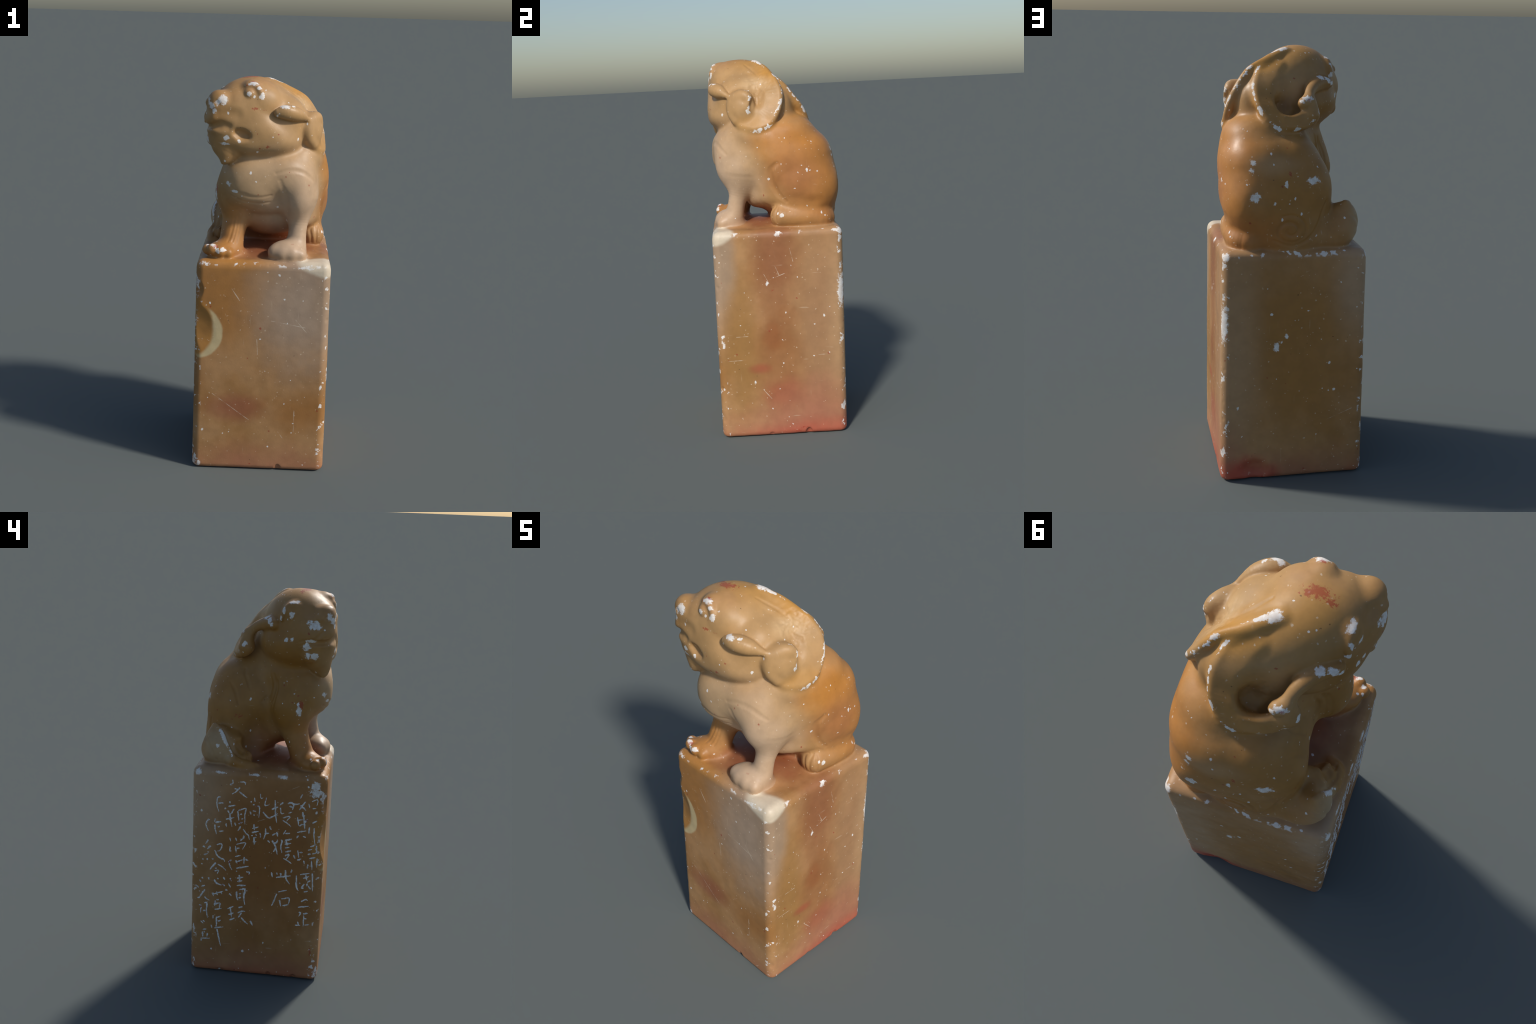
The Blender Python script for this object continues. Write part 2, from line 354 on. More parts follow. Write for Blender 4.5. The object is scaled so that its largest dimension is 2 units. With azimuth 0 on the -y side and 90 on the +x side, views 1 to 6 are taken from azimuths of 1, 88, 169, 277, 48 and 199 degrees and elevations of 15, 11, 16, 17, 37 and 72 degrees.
# --------------------------------------------------------- surface nets
def surface_nets(vox):
    lo = np.array([-0.38, -0.38, -0.04]); hi = np.array([0.38, 0.40, 2.06])
    B = 6
    nb = np.ceil((hi - lo) / (vox * B)).astype(int)
    n = nb * B + 1
    g = np.stack(np.meshgrid(*[np.arange(k) for k in nb], indexing="ij"), -1).reshape(-1, 3)
    mid = field(lo + (g + 0.5) * B * vox)
    act = g[np.abs(mid) < vox * B * 1.3 + 0.012]
    off = np.stack(np.meshgrid(*[np.arange(B + 1)] * 3, indexing="ij"), -1).reshape(-1, 3)
    V = np.full(n, np.nan, F32)
    idx = (act[:, None] * B + off[None]).reshape(-1, 3)
    flat = np.unique(np.ravel_multi_index(idx.T, n))
    ijk = np.stack(np.unravel_index(flat, n), 1)
    for s in range(0, len(flat), 400000):
        V.reshape(-1)[flat[s:s + 400000]] = field(lo + ijk[s:s + 400000] * vox)
    ins = V < 0
    ok = ~np.isnan(V)
    # active cells
    cor = [(a, b, c) for a in (0, 1) for b in (0, 1) for c in (0, 1)]
    sl = lambda A, o: A[o[0]:n[0] - 1 + o[0], o[1]:n[1] - 1 + o[1], o[2]:n[2] - 1 + o[2]]
    cnt = sum(sl(ins, o).astype(np.int8) for o in cor)
    full = np.logical_and.reduce([sl(ok, o) for o in cor])
    cells = np.argwhere((cnt > 0) & (cnt < 8) & full)
    vals = np.stack([V[tuple((cells + o).T)] for o in cor], 1).astype(float)
    acc = np.zeros((len(cells), 3)); num = np.zeros(len(cells))
    for i, a in enumerate(cor):
        for j, b in enumerate(cor):
            if j > i and sum(abs(x - y) for x, y in zip(a, b)) == 1:
                va, vb = vals[:, i], vals[:, j]
                x = (va < 0) != (vb < 0)
                t = np.where(x, va / np.where(x, va - vb, 1), 0)[:, None]
                acc += np.where(x[:, None], np.array(a) + t * (np.array(b) - np.array(a)), 0); num += x
    verts = lo + (cells + acc / num[:, None]) * vox
    vid = np.full(n - 1, -1, np.int32)
    vid[tuple(cells.T)] = np.arange(len(cells))
    faces = []
    for ax in range(3):
        u, v = (ax + 1) % 3, (ax + 2) % 3
        e = np.eye(3, dtype=int)
        A = ins[:-1, :-1, :-1]
        Bv = sl(ins, e[ax])
        k = sl(ok, (0, 0, 0)) & sl(ok, e[ax])
        c = np.argwhere((A != Bv) & k)
        c = c[(c[:, u] > 0) & (c[:, v] > 0)]
        q = np.stack([vid[tuple((c - du * e[u] - dv * e[v]).T)] for du, dv in ((1, 1), (0, 1), (0, 0), (1, 0))], 1)
        flip = ~A[tuple(c.T)]
        q[flip] = q[flip][:, ::-1]
        faces.append(q[(q >= 0).all(1)])
    return verts, np.vstack(faces)

def relief(P):
    """hand-carved unevenness of the stone, metres along the normal"""
    d = 0.0008 * noise(P, 9, 1) + 0.0004 * noise(P, 31, 2)
    # chisel marks left in the hollows of the mane
    for c, r, a in (((0.175, -0.055, 1.86), 0.085, 0.004), ((0.02, 0.12, 1.76), 0.07, 0.0035), ((-0.24, 0.10, 1.21), 0.05, 0.002)):
        w = np.clip(1 - np.linalg.norm(P - np.array(c), axis=1) / r, 0, 1)
        i = w > 0
        if i.any(): d[i] += a * w[i] ** 0.5 * (noise(P[i], 55, 5) + 0.5 * noise(P[i], 110, 6))
    return d

# ---- MESH
T0 = time.time()
V, FQ = surface_nets(VOX)
N = gradient(V)
V = V - N * field(V)[:, None] * 0.9
V = V + N * relief(V)[:, None]
_, per = field(V, True)
lab = per.argmin(0)
print("mesh", len(V), len(FQ), round(time.time() - T0, 1))

# part of each face: majority of its corners, then a little smoothing of borders
fl = lab[FQ]
flab = np.where(fl[:, 0] == fl[:, 2], fl[:, 0], fl[:, 1])
# vertex normals of the whole body
fn = np.cross(V[FQ[:, 2]] - V[FQ[:, 0]], V[FQ[:, 3]] - V[FQ[:, 1]])
VN = np.zeros_like(V)
for j in range(4): np.add.at(VN, FQ[:, j], fn)
VN /= np.linalg.norm(VN, axis=1, keepdims=True) + 1e-12

# ------------------------------------------------------------ materials
def lin(c):
    return tuple(((v / 255) / 12.92 if v <= 10 else ((v / 255 + 0.055) / 1.055) ** 2.4) for v in c) + (1.0,)

class Nodes:
    """tiny helper: every call adds a node and returns its output"""
    def __init__(self, mat):
        mat.use_nodes = True
        self.t = mat.node_tree
        self.bsdf = self.t.nodes["Principled BSDF"]
        tc = self.t.nodes.new("ShaderNodeTexCoord")
        self.p = tc.outputs["Object"]
    def node(self, kind, out, ins, **props):
        n = self.t.nodes.new(kind)
        for k, v in props.items(): setattr(n, k, v)
        for k, v in ins.items():
            if isinstance(v, bpy.types.NodeSocket): self.t.links.new(v, n.inputs[k])
            else: n.inputs[k].default_value = v
        return n.outputs[out]
    def math(self, op, a, b=0.0, c=0.0):
        return self.node("ShaderNodeMath", 0, {0: a, 1: b, 2: c}, operation=op)
    def vec(self, op, a, b=(0, 0, 0), out=0):
        return self.node("ShaderNodeVectorMath", out, {0: a, 1: b}, operation=op)
    def noise(self, scale, detail=3.0, rough=0.55, vec=None, out="Fac"):
        return self.node("ShaderNodeTexNoise", out, {"Vector": vec or self.p, "Scale": scale, "Detail": detail, "Roughness": rough})
    def voronoi(self, scale, out, vec=None):
        return self.node("ShaderNodeTexVoronoi", out, {"Vector": vec or self.p, "Scale": scale}, feature="F1")
    def step(self, v, a, b, lo=0.0, hi=1.0):
        return self.node("ShaderNodeMapRange", 0, {0: v, 1: a, 2: b, 3: lo, 4: hi}, interpolation_type="SMOOTHSTEP")
    def mix(self, f, a, b):
        n = self.t.nodes.new("ShaderNodeMix"); n.data_type = "RGBA"
        for k, v in ((0, f), (6, a), (7, b)):
            if isinstance(v, bpy.types.NodeSocket): self.t.links.new(v, n.inputs[k])
            else: n.inputs[k].default_value = v
        return n.outputs[2]
    def reach(self, c, r):
        """distance from a centre in units of the patch's radius"""
        if np.isscalar(r):
            return self.math("MULTIPLY", self.vec("DISTANCE", self.p, c, 1), 1.0 / r)
        q = self.vec("SUBTRACT", self.p, c)
        return self.vec("LENGTH", self.vec("MULTIPLY", q, tuple(1.0 / v for v in r)), out=1)

# veins and clouds of the stone, plus painted shade in one mane pit: colour (sRGB), centre, radii, softness, strength
HONEY, TAN, CREAM, PALE = (160, 114, 64), (180, 142, 95), (193, 165, 137), (214, 199, 175)
ORANGE, BROWN, OLIVE, PINK, RED = (182, 118, 52), (148, 94, 60), (158, 109, 44), (172, 114, 90), (182, 80, 62)
CLOUDS = [
    # block, front
    ((166, 116, 62), (-0.22, -0.35, 0.95), (0.26, 0.12, 0.32), 1.0, 0.9),
    ((172, 148, 126), (0.22, -0.35, 0.93), (0.29, 0.13, 0.42), 1.0, 1.0),
    ((152, 92, 66), (-0.12, -0.35, 0.345), (0.17, 0.08, 0.08), 1.0, 0.75),
    ((158, 108, 56), (0.20, -0.35, 0.32), (0.20, 0.10, 0.12), 1.0, 0.8),
    # block, sunny side
    ((155, 115, 66), (0.345, -0.22, 0.50), (0.10, 0.10, 0.48), 1.0, 0.9),
    ((162, 123, 88), (0.345, 0.22, 0.62), (0.10, 0.17, 0.65), 1.0, 0.9),
    ((164, 138, 112), (0.345, -0.31, 0.97), (0.10, 0.09, 0.24), 1.0, 1.0),
    ((142, 90, 58), (0.345, -0.02, 0.98), (0.09, 0.14, 0.40), 1.0, 0.85),
    ((148, 98, 60), (0.345, -0.02, 0.42), (0.08, 0.13, 0.38), 1.0, 0.7),
    ((146, 92, 54), (0.345, -0.05, 0.56), (0.06, 0.05, 0.09), 1.0, 0.8),
    ((156, 84, 56), (0.345, 0.00, 0.23), (0.06, 0.11, 0.09), 1.0, 0.7),
    ((158, 82, 58), (0.345, -0.12, 0.38), (0.04, 0.06, 0.03), 1.0, 0.7),
    # block, back and written side
    ((166, 118, 60), (-0.04, 0.34, 0.62), (0.27, 0.12, 0.60), 1.0, 0.9),
    ((178, 142, 104), (0.29, 0.34, 0.62), (0.13, 0.11, 0.65), 1.0, 0.9),
    ((182, 150, 118), (-0.31, 0.32, 1.00), (0.15, 0.20, 0.32), 1.0, 0.9),
    ((150, 100, 50), (-0.345, -0.07, 0.70), (0.10, 0.33, 0.58), 1.0, 0.95),
    # foot of the block
    (PINK, (0.05, 0.0, -0.02), (0.60, 0.60, 0.20), 1.0, 0.85),
    ((168, 110, 86), (0.34, 0.16, 0.02), (0.14, 0.36, 0.30), 1.0, 0.8),
    ((178, 86, 66), (0.36, 0.16, -0.03), (0.10, 0.50, 0.12), 1.0, 0.8),
    (RED, (0.20, 0.355, 0.03), (0.15, 0.07, 0.11), 0.6, 0.9),
    ((170, 88, 62), (-0.34, 0.1, -0.02), (0.10, 0.5, 0.08), 1.0, 0.6),
    # lion
    (TAN, (0.0, 0.0, 1.60), (0.60, 0.60, 0.47), 0.25, 1.0),
    (OLIVE, (-0.27, 0.02, 1.58), (0.21, 0.40, 0.60), 0.9, 0.95),
    ((166, 116, 54), (-0.02, 0.30, 1.40), (0.30, 0.18, 0.36), 0.8, 0.9),
    (ORANGE, (0.30, 0.22, 1.46), (0.21, 0.28, 0.36), 1.0, 0.8),
    ((180, 120, 52), (0.31, 0.03, 1.57), (0.12, 0.18, 0.10), 1.0, 0.85),
    ((166, 110, 66), (0.33, 0.10, 1.38), (0.10, 0.15, 0.14), 1.0, 0.8),
    ((178, 116, 58), (0.20, 0.30, 1.20), (0.20, 0.10, 0.12), 1.0, 0.8),
    ((184, 146, 104), (0.10, 0.34, 1.51), (0.14, 0.07, 0.06), 1.0, 0.7),
    (CREAM, (0.12, -0.27, 1.33), (0.24, 0.23, 0.36), 1.0, 1.0),
    ((190, 158, 120), (-0.04, -0.31, 1.52), (0.20, 0.10, 0.14), 1.0, 0.8),
    ((174, 120, 62), (-0.21, -0.24, 1.19), (0.15, 0.16, 0.20), 0.9, 0.95),
    ((182, 134, 68), (-0.06, -0.06, 2.00), (0.22, 0.20, 0.09), 1.0, 0.8),
    ((186, 134, 62), (0.14, 0.01, 1.92), (0.16, 0.10, 0.08), 1.0, 0.9),
    ((200, 166, 122), (0.17, -0.07, 1.865), (0.09, 0.09, 0.045), 1.0, 0.8),
    ((184, 136, 72), (0.27, -0.10, 1.67), (0.06, 0.12, 0.05), 1.0, 0.7),
    ((184, 158, 124), (-0.285, 0.235, 1.21), (0.10, 0.09, 0.12), 0.8, 0.8),
    ((170, 120, 54), (0.06, 0.15, 1.75), (0.16, 0.12, 0.16), 1.0, 0.8),
    ((112, 72, 44), (0.02, 0.115, 1.745), (0.06, 0.05, 0.045), 1.0, 0.6),  # pit of the right scroll: mostly crease shade put into colour, some brown dirt
    # the table of the block between the feet
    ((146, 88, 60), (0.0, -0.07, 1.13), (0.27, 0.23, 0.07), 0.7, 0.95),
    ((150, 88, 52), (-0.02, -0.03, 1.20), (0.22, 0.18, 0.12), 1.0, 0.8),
    ((176, 122, 58), (-0.18, -0.34, 1.12), (0.30, 0.05, 0.05), 1.0, 0.8),
]
# pale slab in the corner of the table, flaked shell on the front edge
INLAYS = [
    (PALE, (0.36, -0.36, 1.15), (0.20, 0.14, 0.105), 0.10, 0.95),
    ((200, 182, 140), (-0.315, -0.35, 0.748), (0.122, 0.07, 0.138), 0.05, 0.9),
    ((176, 122, 58), (-0.372, -0.35, 0.775), (0.133, 0.08, 0.175), 0.07, 0.95),
]
# white bruises: centre, radius
L_RIM = [(0.10, -0.02, 1.945), (0.163, 0.022, 1.92), (0.194, 0.05, 1.884), (0.22, 0.06, 1.85), (0.245, 0.062, 1.81), (0.268, 0.056, 1.77), (0.283, 0.034, 1.72), (0.29, 0.0, 1.665), (0.288, -0.03, 1.645), (0.283, -0.06, 1.632), (0.272, -0.10, 1.63)]
R_RIM = [(0.065, -0.044, 1.955), (0.10, -0.015, 1.935), (0.135, 0.035, 1.90), (0.157, 0.075, 1.865), (0.167, 0.105, 1.83), (0.168, 0.14, 1.785), (0.133, 0.194, 1.704), (0.11, 0.203, 1.68), (0.086, 0.206, 1.66), (0.04, 0.208, 1.64), (0.0, 0.205, 1.638), (-0.10, 0.16, 1.68), (-0.13, 0.125, 1.72)]
LION_WHITE = [
    ((0.01, -0.055, 1.985), (0.032, 0.022, 0.02)), ((-0.21, -0.325, 1.90), 0.024), ((-0.235, -0.33, 1.885), 0.018), ((-0.262, -0.31, 1.87), 0.018), ((-0.25, -0.32, 1.845), 0.013),
    ((-0.07, -0.29, 1.975), (0.028, 0.02, 0.014)), ((-0.042, -0.30, 1.955), 0.013), ((-0.028, -0.305, 1.918), (0.014, 0.02, 0.022)), ((-0.088, -0.312, 1.927), 0.012),
    ((0.08, -0.30, 1.872), (0.026, 0.02, 0.012)), ((0.058, -0.31, 1.838), 0.009), ((0.12, -0.285, 1.87), 0.01),
    
    ((-0.08, 0.148, 1.775), (0.03, 0.022, 0.014)), ((-0.05, 0.155, 1.765), 0.014), ((-0.165, 0.02, 1.865), (0.022, 0.02, 0.016)), ((-0.185, 0.0, 1.85), 0.013), ((-0.10, 0.15, 1.70), 0.010),
    ((-0.285, -0.231, 1.845), (0.03, 0.036, 0.024)), ((-0.285, -0.295, 1.888), (0.02, 0.014, 0.02)), ((-0.28, -0.195, 1.742), (0.02, 0.018, 0.02)), ((-0.285, -0.232, 1.698), (0.03, 0.026, 0.018)), ((-0.285, -0.205, 1.702), 0.016),
    ((-0.29, -0.215, 1.772), (0.02, 0.024, 0.008)), ((-0.26, -0.155, 1.76), 0.009), ((-0.26, -0.125, 1.768), 0.013), ((-0.255, -0.095, 1.765), 0.012), ((-0.265, -0.18, 1.80), (0.02, 0.016, 0.006)),
    ((-0.235, -0.058, 1.868), (0.02, 0.008, 0.018)), ((-0.232, -0.072, 1.905), (0.02, 0.008, 0.018)), ((-0.215, -0.12, 1.942), (0.02, 0.026, 0.010)), ((-0.255, -0.112, 1.888), 0.014), ((-0.255, -0.105, 1.872), 0.010),
    ((-0.21, 0.0, 1.85), (0.03, 0.012, 0.02)), ((-0.22, -0.015, 1.83), 0.011),
    ((-0.19, -0.328, 1.722), 0.013), ((-0.13, -0.328, 1.707), 0.009), ((-0.20, -0.328, 1.692), (0.03, 0.02, 0.007)), ((-0.17, -0.335, 1.765), 0.009), ((-0.23, -0.31, 1.74), 0.010),
    ((-0.18, -0.29, 1.495), 0.015), ((0.042, -0.32, 1.56), 0.009), ((-0.044, -0.325, 1.514), 0.008), ((-0.15, -0.305, 1.462), (0.024, 0.02, 0.007)),
    ((-0.25, -0.17, 1.42), (0.02, 0.013, 0.026)), ((-0.25, -0.165, 1.455), 0.010), ((-0.245, -0.19, 1.39), 0.010),
    ((-0.245, -0.305, 1.19), 0.018), ((-0.195, -0.32, 1.175), 0.016), ((-0.272, -0.275, 1.18), 0.012), ((-0.225, -0.315, 1.165), 0.012), ((-0.285, -0.27, 1.155), 0.013),
    ((-0.30, 0.22, 1.23), 0.011),
    ((0.19, 0.33, 1.368), (0.026, 0.03, 0.020)), ((-0.076, 0.30, 1.432), (0.03, 0.03, 0.017)), ((0.195, 0.315, 1.515), (0.014, 0.03, 0.014)), ((0.205, 0.325, 1.483), (0.016, 0.03, 0.016)), ((0.05, 0.325, 1.42), (0.010, 0.03, 0.018)),
    ((0.305, 0.029, 1.191), 0.012), ((0.285, -0.029, 1.379), 0.008), ((0.318, 0.097, 1.556), 0.008), ((0.325, 0.17, 1.42), (0.02, 0.006, 0.014)), ((0.30, 0.22, 1.41), 0.008), ((0.29, 0.20, 1.565), 0.007), ((-0.09, 0.33, 1.19), 0.009),
    ((0.245, -0.02, 1.84), (0.03, 0.009, 0.014)), ((0.27, -0.015, 1.755), 0.008), ((0.215, -0.06, 1.875), 0.010),
]
BLOCK_WHITE = [
    ((-0.335, -0.335, 1.00), (0.025, 0.025, 0.04)), ((-0.34, -0.335, 0.95), (0.022, 0.022, 0.03)), ((-0.325, -0.35, 0.905), 0.016), ((-0.345, -0.33, 0.80), (0.022, 0.022, 0.04)), ((-0.345, -0.335, 0.73), (0.016, 0.02, 0.03)), ((-0.33, -0.345, 0.87), 0.018),
    ((-0.285, -0.345, 1.112), (0.035, 0.02, 0.016)), ((-0.335, -0.28, 1.065), (0.02, 0.024, 0.024)), ((-0.34, -0.285, 1.03), (0.02, 0.034, 0.024)), ((-0.335, -0.122, 1.098), (0.02, 0.024, 0.009)), ((-0.335, -0.235, 1.105), 0.013), ((-0.33, 0.02, 1.10), (0.02, 0.022, 0.007)), ((-0.33, 0.2, 1.10), (0.02, 0.03, 0.007)), ((-0.32, 0.31, 1.095), 0.016),
    ((0.345, 0.0, 1.10), (0.02, 0.014, 0.018)), ((0.086, 0.343, 0.667), (0.011, 0.02, 0.026)), ((0.04, 0.343, 0.725), (0.008, 0.02, 0.013)), ((0.332, 0.325, 0.79), (0.022, 0.022, 0.085)), ((0.335, 0.33, 0.91), (0.012, 0.012, 0.03)), ((0.315, 0.325, 1.098), 0.018), ((-0.127, 0.335, 1.103), (0.022, 0.02, 0.009)),
    ((0.34, 0.12, 1.11), (0.02, 0.012, 0.007)), ((0.22, -0.35, 1.10), (0.05, 0.02, 0.012)),
    ((-0.34, -0.345, 0.05), (0.02, 0.02, 0.03)), ((0.345, -0.345, 0.06), (0.012, 0.012, 0.02)), ((-0.345, -0.315, 0.70), (0.01, 0.016, 0.06)), ((-0.345, -0.30, 0.90), (0.01, 0.012, 0.05)),
    ((-0.345, 0.335, 0.03), (0.02, 0.02, 0.03)), ((0.345, -0.065, 0.84), (0.01, 0.008, 0.012)), ((-0.05, -0.352, 0.93), (0.018, 0.01, 0.006)),
]
RED_SPOTS = [((-0.10, -0.165, 2.0), (0.06, 0.022, 0.02)), ((-0.14, -0.15, 1.99), (0.02, 0.014, 0.02)), ((-0.065, -0.15, 2.0), (0.014, 0.012, 0.02)), ((-0.07, -0.28, 1.985), 0.010),
             ((0.008, -0.32, 1.684), 0.009), ((-0.055, -0.32, 1.86), (0.016, 0.02, 0.006)), ((-0.01, -0.32, 1.855), (0.014, 0.02, 0.006)), ((0.033, 0.325, 1.464), (0.007, 0.02, 0.014)), ((-0.24, -0.18, 1.45), (0.02, 0.014, 0.02)),
             ((-0.235, -0.305, 1.185), 0.012), ((0.14, -0.28, 1.19), 0.011), ((-0.22, 0.14, 1.36), (0.06, 0.022, 0.012)), ((-0.085, 0.15, 1.772), 0.010), ((0.345, -0.04, 0.80), (0.01, 0.012, 0.008)), ((0.355, 0.08, 0.03), (0.02, 0.035, 0.016)), ((0.25, -0.352, 0.318), (0.02, 0.01, 0.006)), ((-0.345, -0.30, 0.17), (0.01, 0.006, 0.03))]

WORN_RIMS = [[(0.005, -0.06, 1.985), *L_RIM], R_RIM,
             [(0.21, -0.165, 1.837), (0.243, -0.12, 1.836), (0.264, -0.098, 1.80), (0.266, -0.106, 1.76), (0.27, -0.116, 1.725)],
             [(-0.225, 0.255, 1.318), (-0.262, 0.225, 1.308), (-0.285, 0.193, 1.275), (-0.293, 0.17, 1.23), (-0.295, 0.145, 1.178), (-0.29, 0.125, 1.145)]]
# hairline scratches: face, then ends
SCRATCHES = [((-0.24, -0.348, 0.42), (-0.05, -0.348, 0.28)), ((0.05, -0.348, 0.82), (0.22, -0.348, 0.79)), ((0.17, -0.348, 0.83), (0.235, -0.348, 0.755)), ((-0.02, -0.348, 0.72), (-0.015, -0.348, 0.64)), ((0.10, -0.348, 0.22), (0.125, -0.348, 0.185)), ((-0.15, -0.348, 0.98), (-0.11, -0.348, 0.92)), ((0.18, -0.348, 0.34), (0.18, -0.348, 0.22)), ((-0.18, -0.348, 0.85), (-0.16, -0.348, 0.80)),
             ((0.345, -0.05, 0.86), (0.345, 0.03, 0.89)), ((0.345, -0.08, 0.89), (0.345, -0.055, 0.84)), ((0.345, -0.02, 0.93), (0.345, 0.0, 0.88)), ((0.345, -0.29, 0.43), (0.345, -0.20, 0.43)), ((0.345, 0.19, 0.44), (0.345, 0.24, 0.44)), ((0.345, -0.11, 0.26), (0.345, -0.07, 0.21)), ((0.345, -0.24, 0.56), (0.345, -0.18, 0.56)), ((0.345, 0.06, 1.02), (0.345, 0.075, 0.95)),
             ((-0.16, 0.345, 0.29), (-0.28, 0.345, 0.34)), ((-0.34, -0.14, 1.03), (-0.34, -0.20, 1.06)), ((-0.34, 0.0, 0.86), (-0.34, -0.10, 0.90)), ((-0.11, 0.345, 0.22), (-0.11, 0.345, 0.15))]
def stone_material(name, whites, block_edges):
    m = bpy.data.materials.new(name)
    N = Nodes(m)
    warp = N.noise(3.2, 4.0, 0.6)
    fine = N.noise(38, 3.0, 0.6)
    mid = N.noise(9, 4.0, 0.6)
    # ground mass: honey to tan clouds
    col = N.mix(N.step(warp, 0.35, 0.65), lin((162, 118, 70)), lin((178, 136, 92)))
    wob = N.math("MULTIPLY_ADD", mid, 0.5, -0.25)
    wob = N.math("ADD", wob, N.math("MULTIPLY_ADD", warp, 0.7, -0.35))
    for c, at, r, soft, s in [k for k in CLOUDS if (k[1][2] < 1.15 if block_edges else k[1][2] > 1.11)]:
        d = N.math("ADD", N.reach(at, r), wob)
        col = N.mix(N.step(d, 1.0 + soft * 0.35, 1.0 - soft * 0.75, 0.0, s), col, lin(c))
    for c, at, r, soft, s in (INLAYS if block_edges else []):
        d = N.math("MULTIPLY_ADD", mid, 0.16, N.math("ADD", N.reach(at, r), -0.08))
        col = N.mix(N.step(d, 1.0 + soft, 1.0 - soft, 0.0, s), col, lin(c))
    # mineral mottling
    mott = N.step(N.noise(17, 5.0, 0.65), 0.3, 0.7, 0.93, 1.05)
    col = N.node("ShaderNodeMix", 2, {0: 1.0, 6: col, 7: N.node("ShaderNodeCombineColor", 0, {0: mott, 1: mott, 2: mott})}, data_type="RGBA", blend_type="MULTIPLY")
    # hair scratches
    for sc, rot in (((70, 70, 5), (0.3, 0.2, 0.1)), ((60, 9, 60), (0.5, 0.9, 0.4))):
        v = N.node("ShaderNodeMapping", 0, {0: N.p, 2: rot, 3: sc})
        s1 = N.node("ShaderNodeTexNoise", "Fac", {"Vector": v, "Scale": 1.0, "Detail": 1.0})
        s1 = N.math("MULTIPLY", N.step(s1, 0.72, 0.79), N.step(mid, 0.44, 0.62, 0.0, 0.22))
        col = N.mix(s1, col, lin((222, 204, 176)))
    if block_edges:
        d = None
        for a, b in SCRATCHES:
            a, b = np.array(a), np.array(b); ab = b - a
            q = N.vec("MULTIPLY", N.vec("SUBTRACT", N.p, tuple(a)), tuple(0.12 if i < 2 and abs(v) > 0.33 else 1.0 for i, v in enumerate(a)))
            h = N.node("ShaderNodeMath", 0, {0: N.vec("DOT_PRODUCT", q, tuple(ab / (ab @ ab)), 1), 1: 1.0}, operation="MULTIPLY", use_clamp=True)
            w = N.node("ShaderNodeVectorMath", 0, {0: tuple(-ab), "Scale": h}, operation="SCALE")
            e = N.vec("LENGTH", N.vec("ADD", q, w), out=1)
            d = e if d is None else N.math("MINIMUM", d, e)
        d = N.math("MULTIPLY_ADD", N.noise(26, 3.0), 0.006, d)
        col = N.mix(N.step(d, 0.0052, 0.0036, 0.0, 0.6), col, lin((220, 206, 186)))
    frayed = N.node("ShaderNodeVectorMath", 0, {0: N.noise(48, 3.0, 0.6, out="Color"), 1: (0.016, 0.016, 0.016), 2: N.p}, operation="MULTIPLY_ADD")
    # small red and dark specks
    def specks(scale, size, gate, colour, strength, squash=(1, 1, 1)):
        nonlocal col
        v = N.node("ShaderNodeMapping", 0, {0: N.vec("MULTIPLY", frayed, squash), 2: (0.45, 0.8, 0.3 + 0.05 * scale)})
        d = N.voronoi(scale, "Distance", v); k = N.voronoi(scale, "Color", v)
        on = N.math("GREATER_THAN", N.node("ShaderNodeSeparateColor", 0, {0: k}), gate)
        d = N.math("MULTIPLY_ADD", fine, 0.16, d)
        f = N.math("MULTIPLY", on, N.step(d, size + 0.13, size + 0.07, 0.0, strength))
        col = N.mix(f, col, lin(colour))
    specks(30, 0.12, 0.95, (150, 52, 38), 0.65)
    specks(38, 0.08, 0.97, (70, 40, 26), 0.6)
    specks(44, 0.13, 0.90, (222, 204, 180), 0.5)
    specks(70, 0.18, 0.92, (220, 198, 170), 0.45)
    specks(26, 0.13, 0.965, (234, 232, 228), 0.85, (1, 1, 0.8))
    specks(46, 0.15, 0.955, (234, 230, 224), 0.8)
    if not block_edges: specks(32, 0.15, 0.94, (236, 232, 228), 0.85, (1, 1, 0.6))
    # white bruises
    d = None
    for at, r in whites:
        e = N.reach(at, r if block_edges else (r * 0.88 if np.isscalar(r) else tuple(v * 0.88 for v in r)))
        d = e if d is None else N.math("MINIMUM", d, e)
    if not block_edges:
        broken = N.step(N.noise(19, 3.0, 0.6), 0.40, 0.60, 1.5, -0.35)
        for line in WORN_RIMS:
            for a, b in zip(line[:-1], line[1:]):
                a, b = np.array(a), np.array(b); ab = b - a
                q = N.vec("SUBTRACT", N.p, tuple(a))
                h = N.node("ShaderNodeMath", 0, {0: N.vec("DOT_PRODUCT", q, tuple(ab / (ab @ ab)), 1), 1: 1.0}, operation="MULTIPLY", use_clamp=True)
                w = N.node("ShaderNodeVectorMath", 0, {0: tuple(-ab), "Scale": h}, operation="SCALE")
                e = N.math("MULTIPLY_ADD", N.vec("LENGTH", N.vec("ADD", q, w), out=1), 1 / 0.009, broken)
                d = N.math("MINIMUM", d, e)
    crumb = N.noise(70, 4.0, 0.65)
    d = N.math("ADD", d, N.math("MULTIPLY_ADD", crumb, 2.4, -1.2))
    d = N.math("ADD", d, N.math("MULTIPLY_ADD", N.noise(22, 2.0), 1.0, -0.5))
    white = N.step(d, 1.22, 0.78)
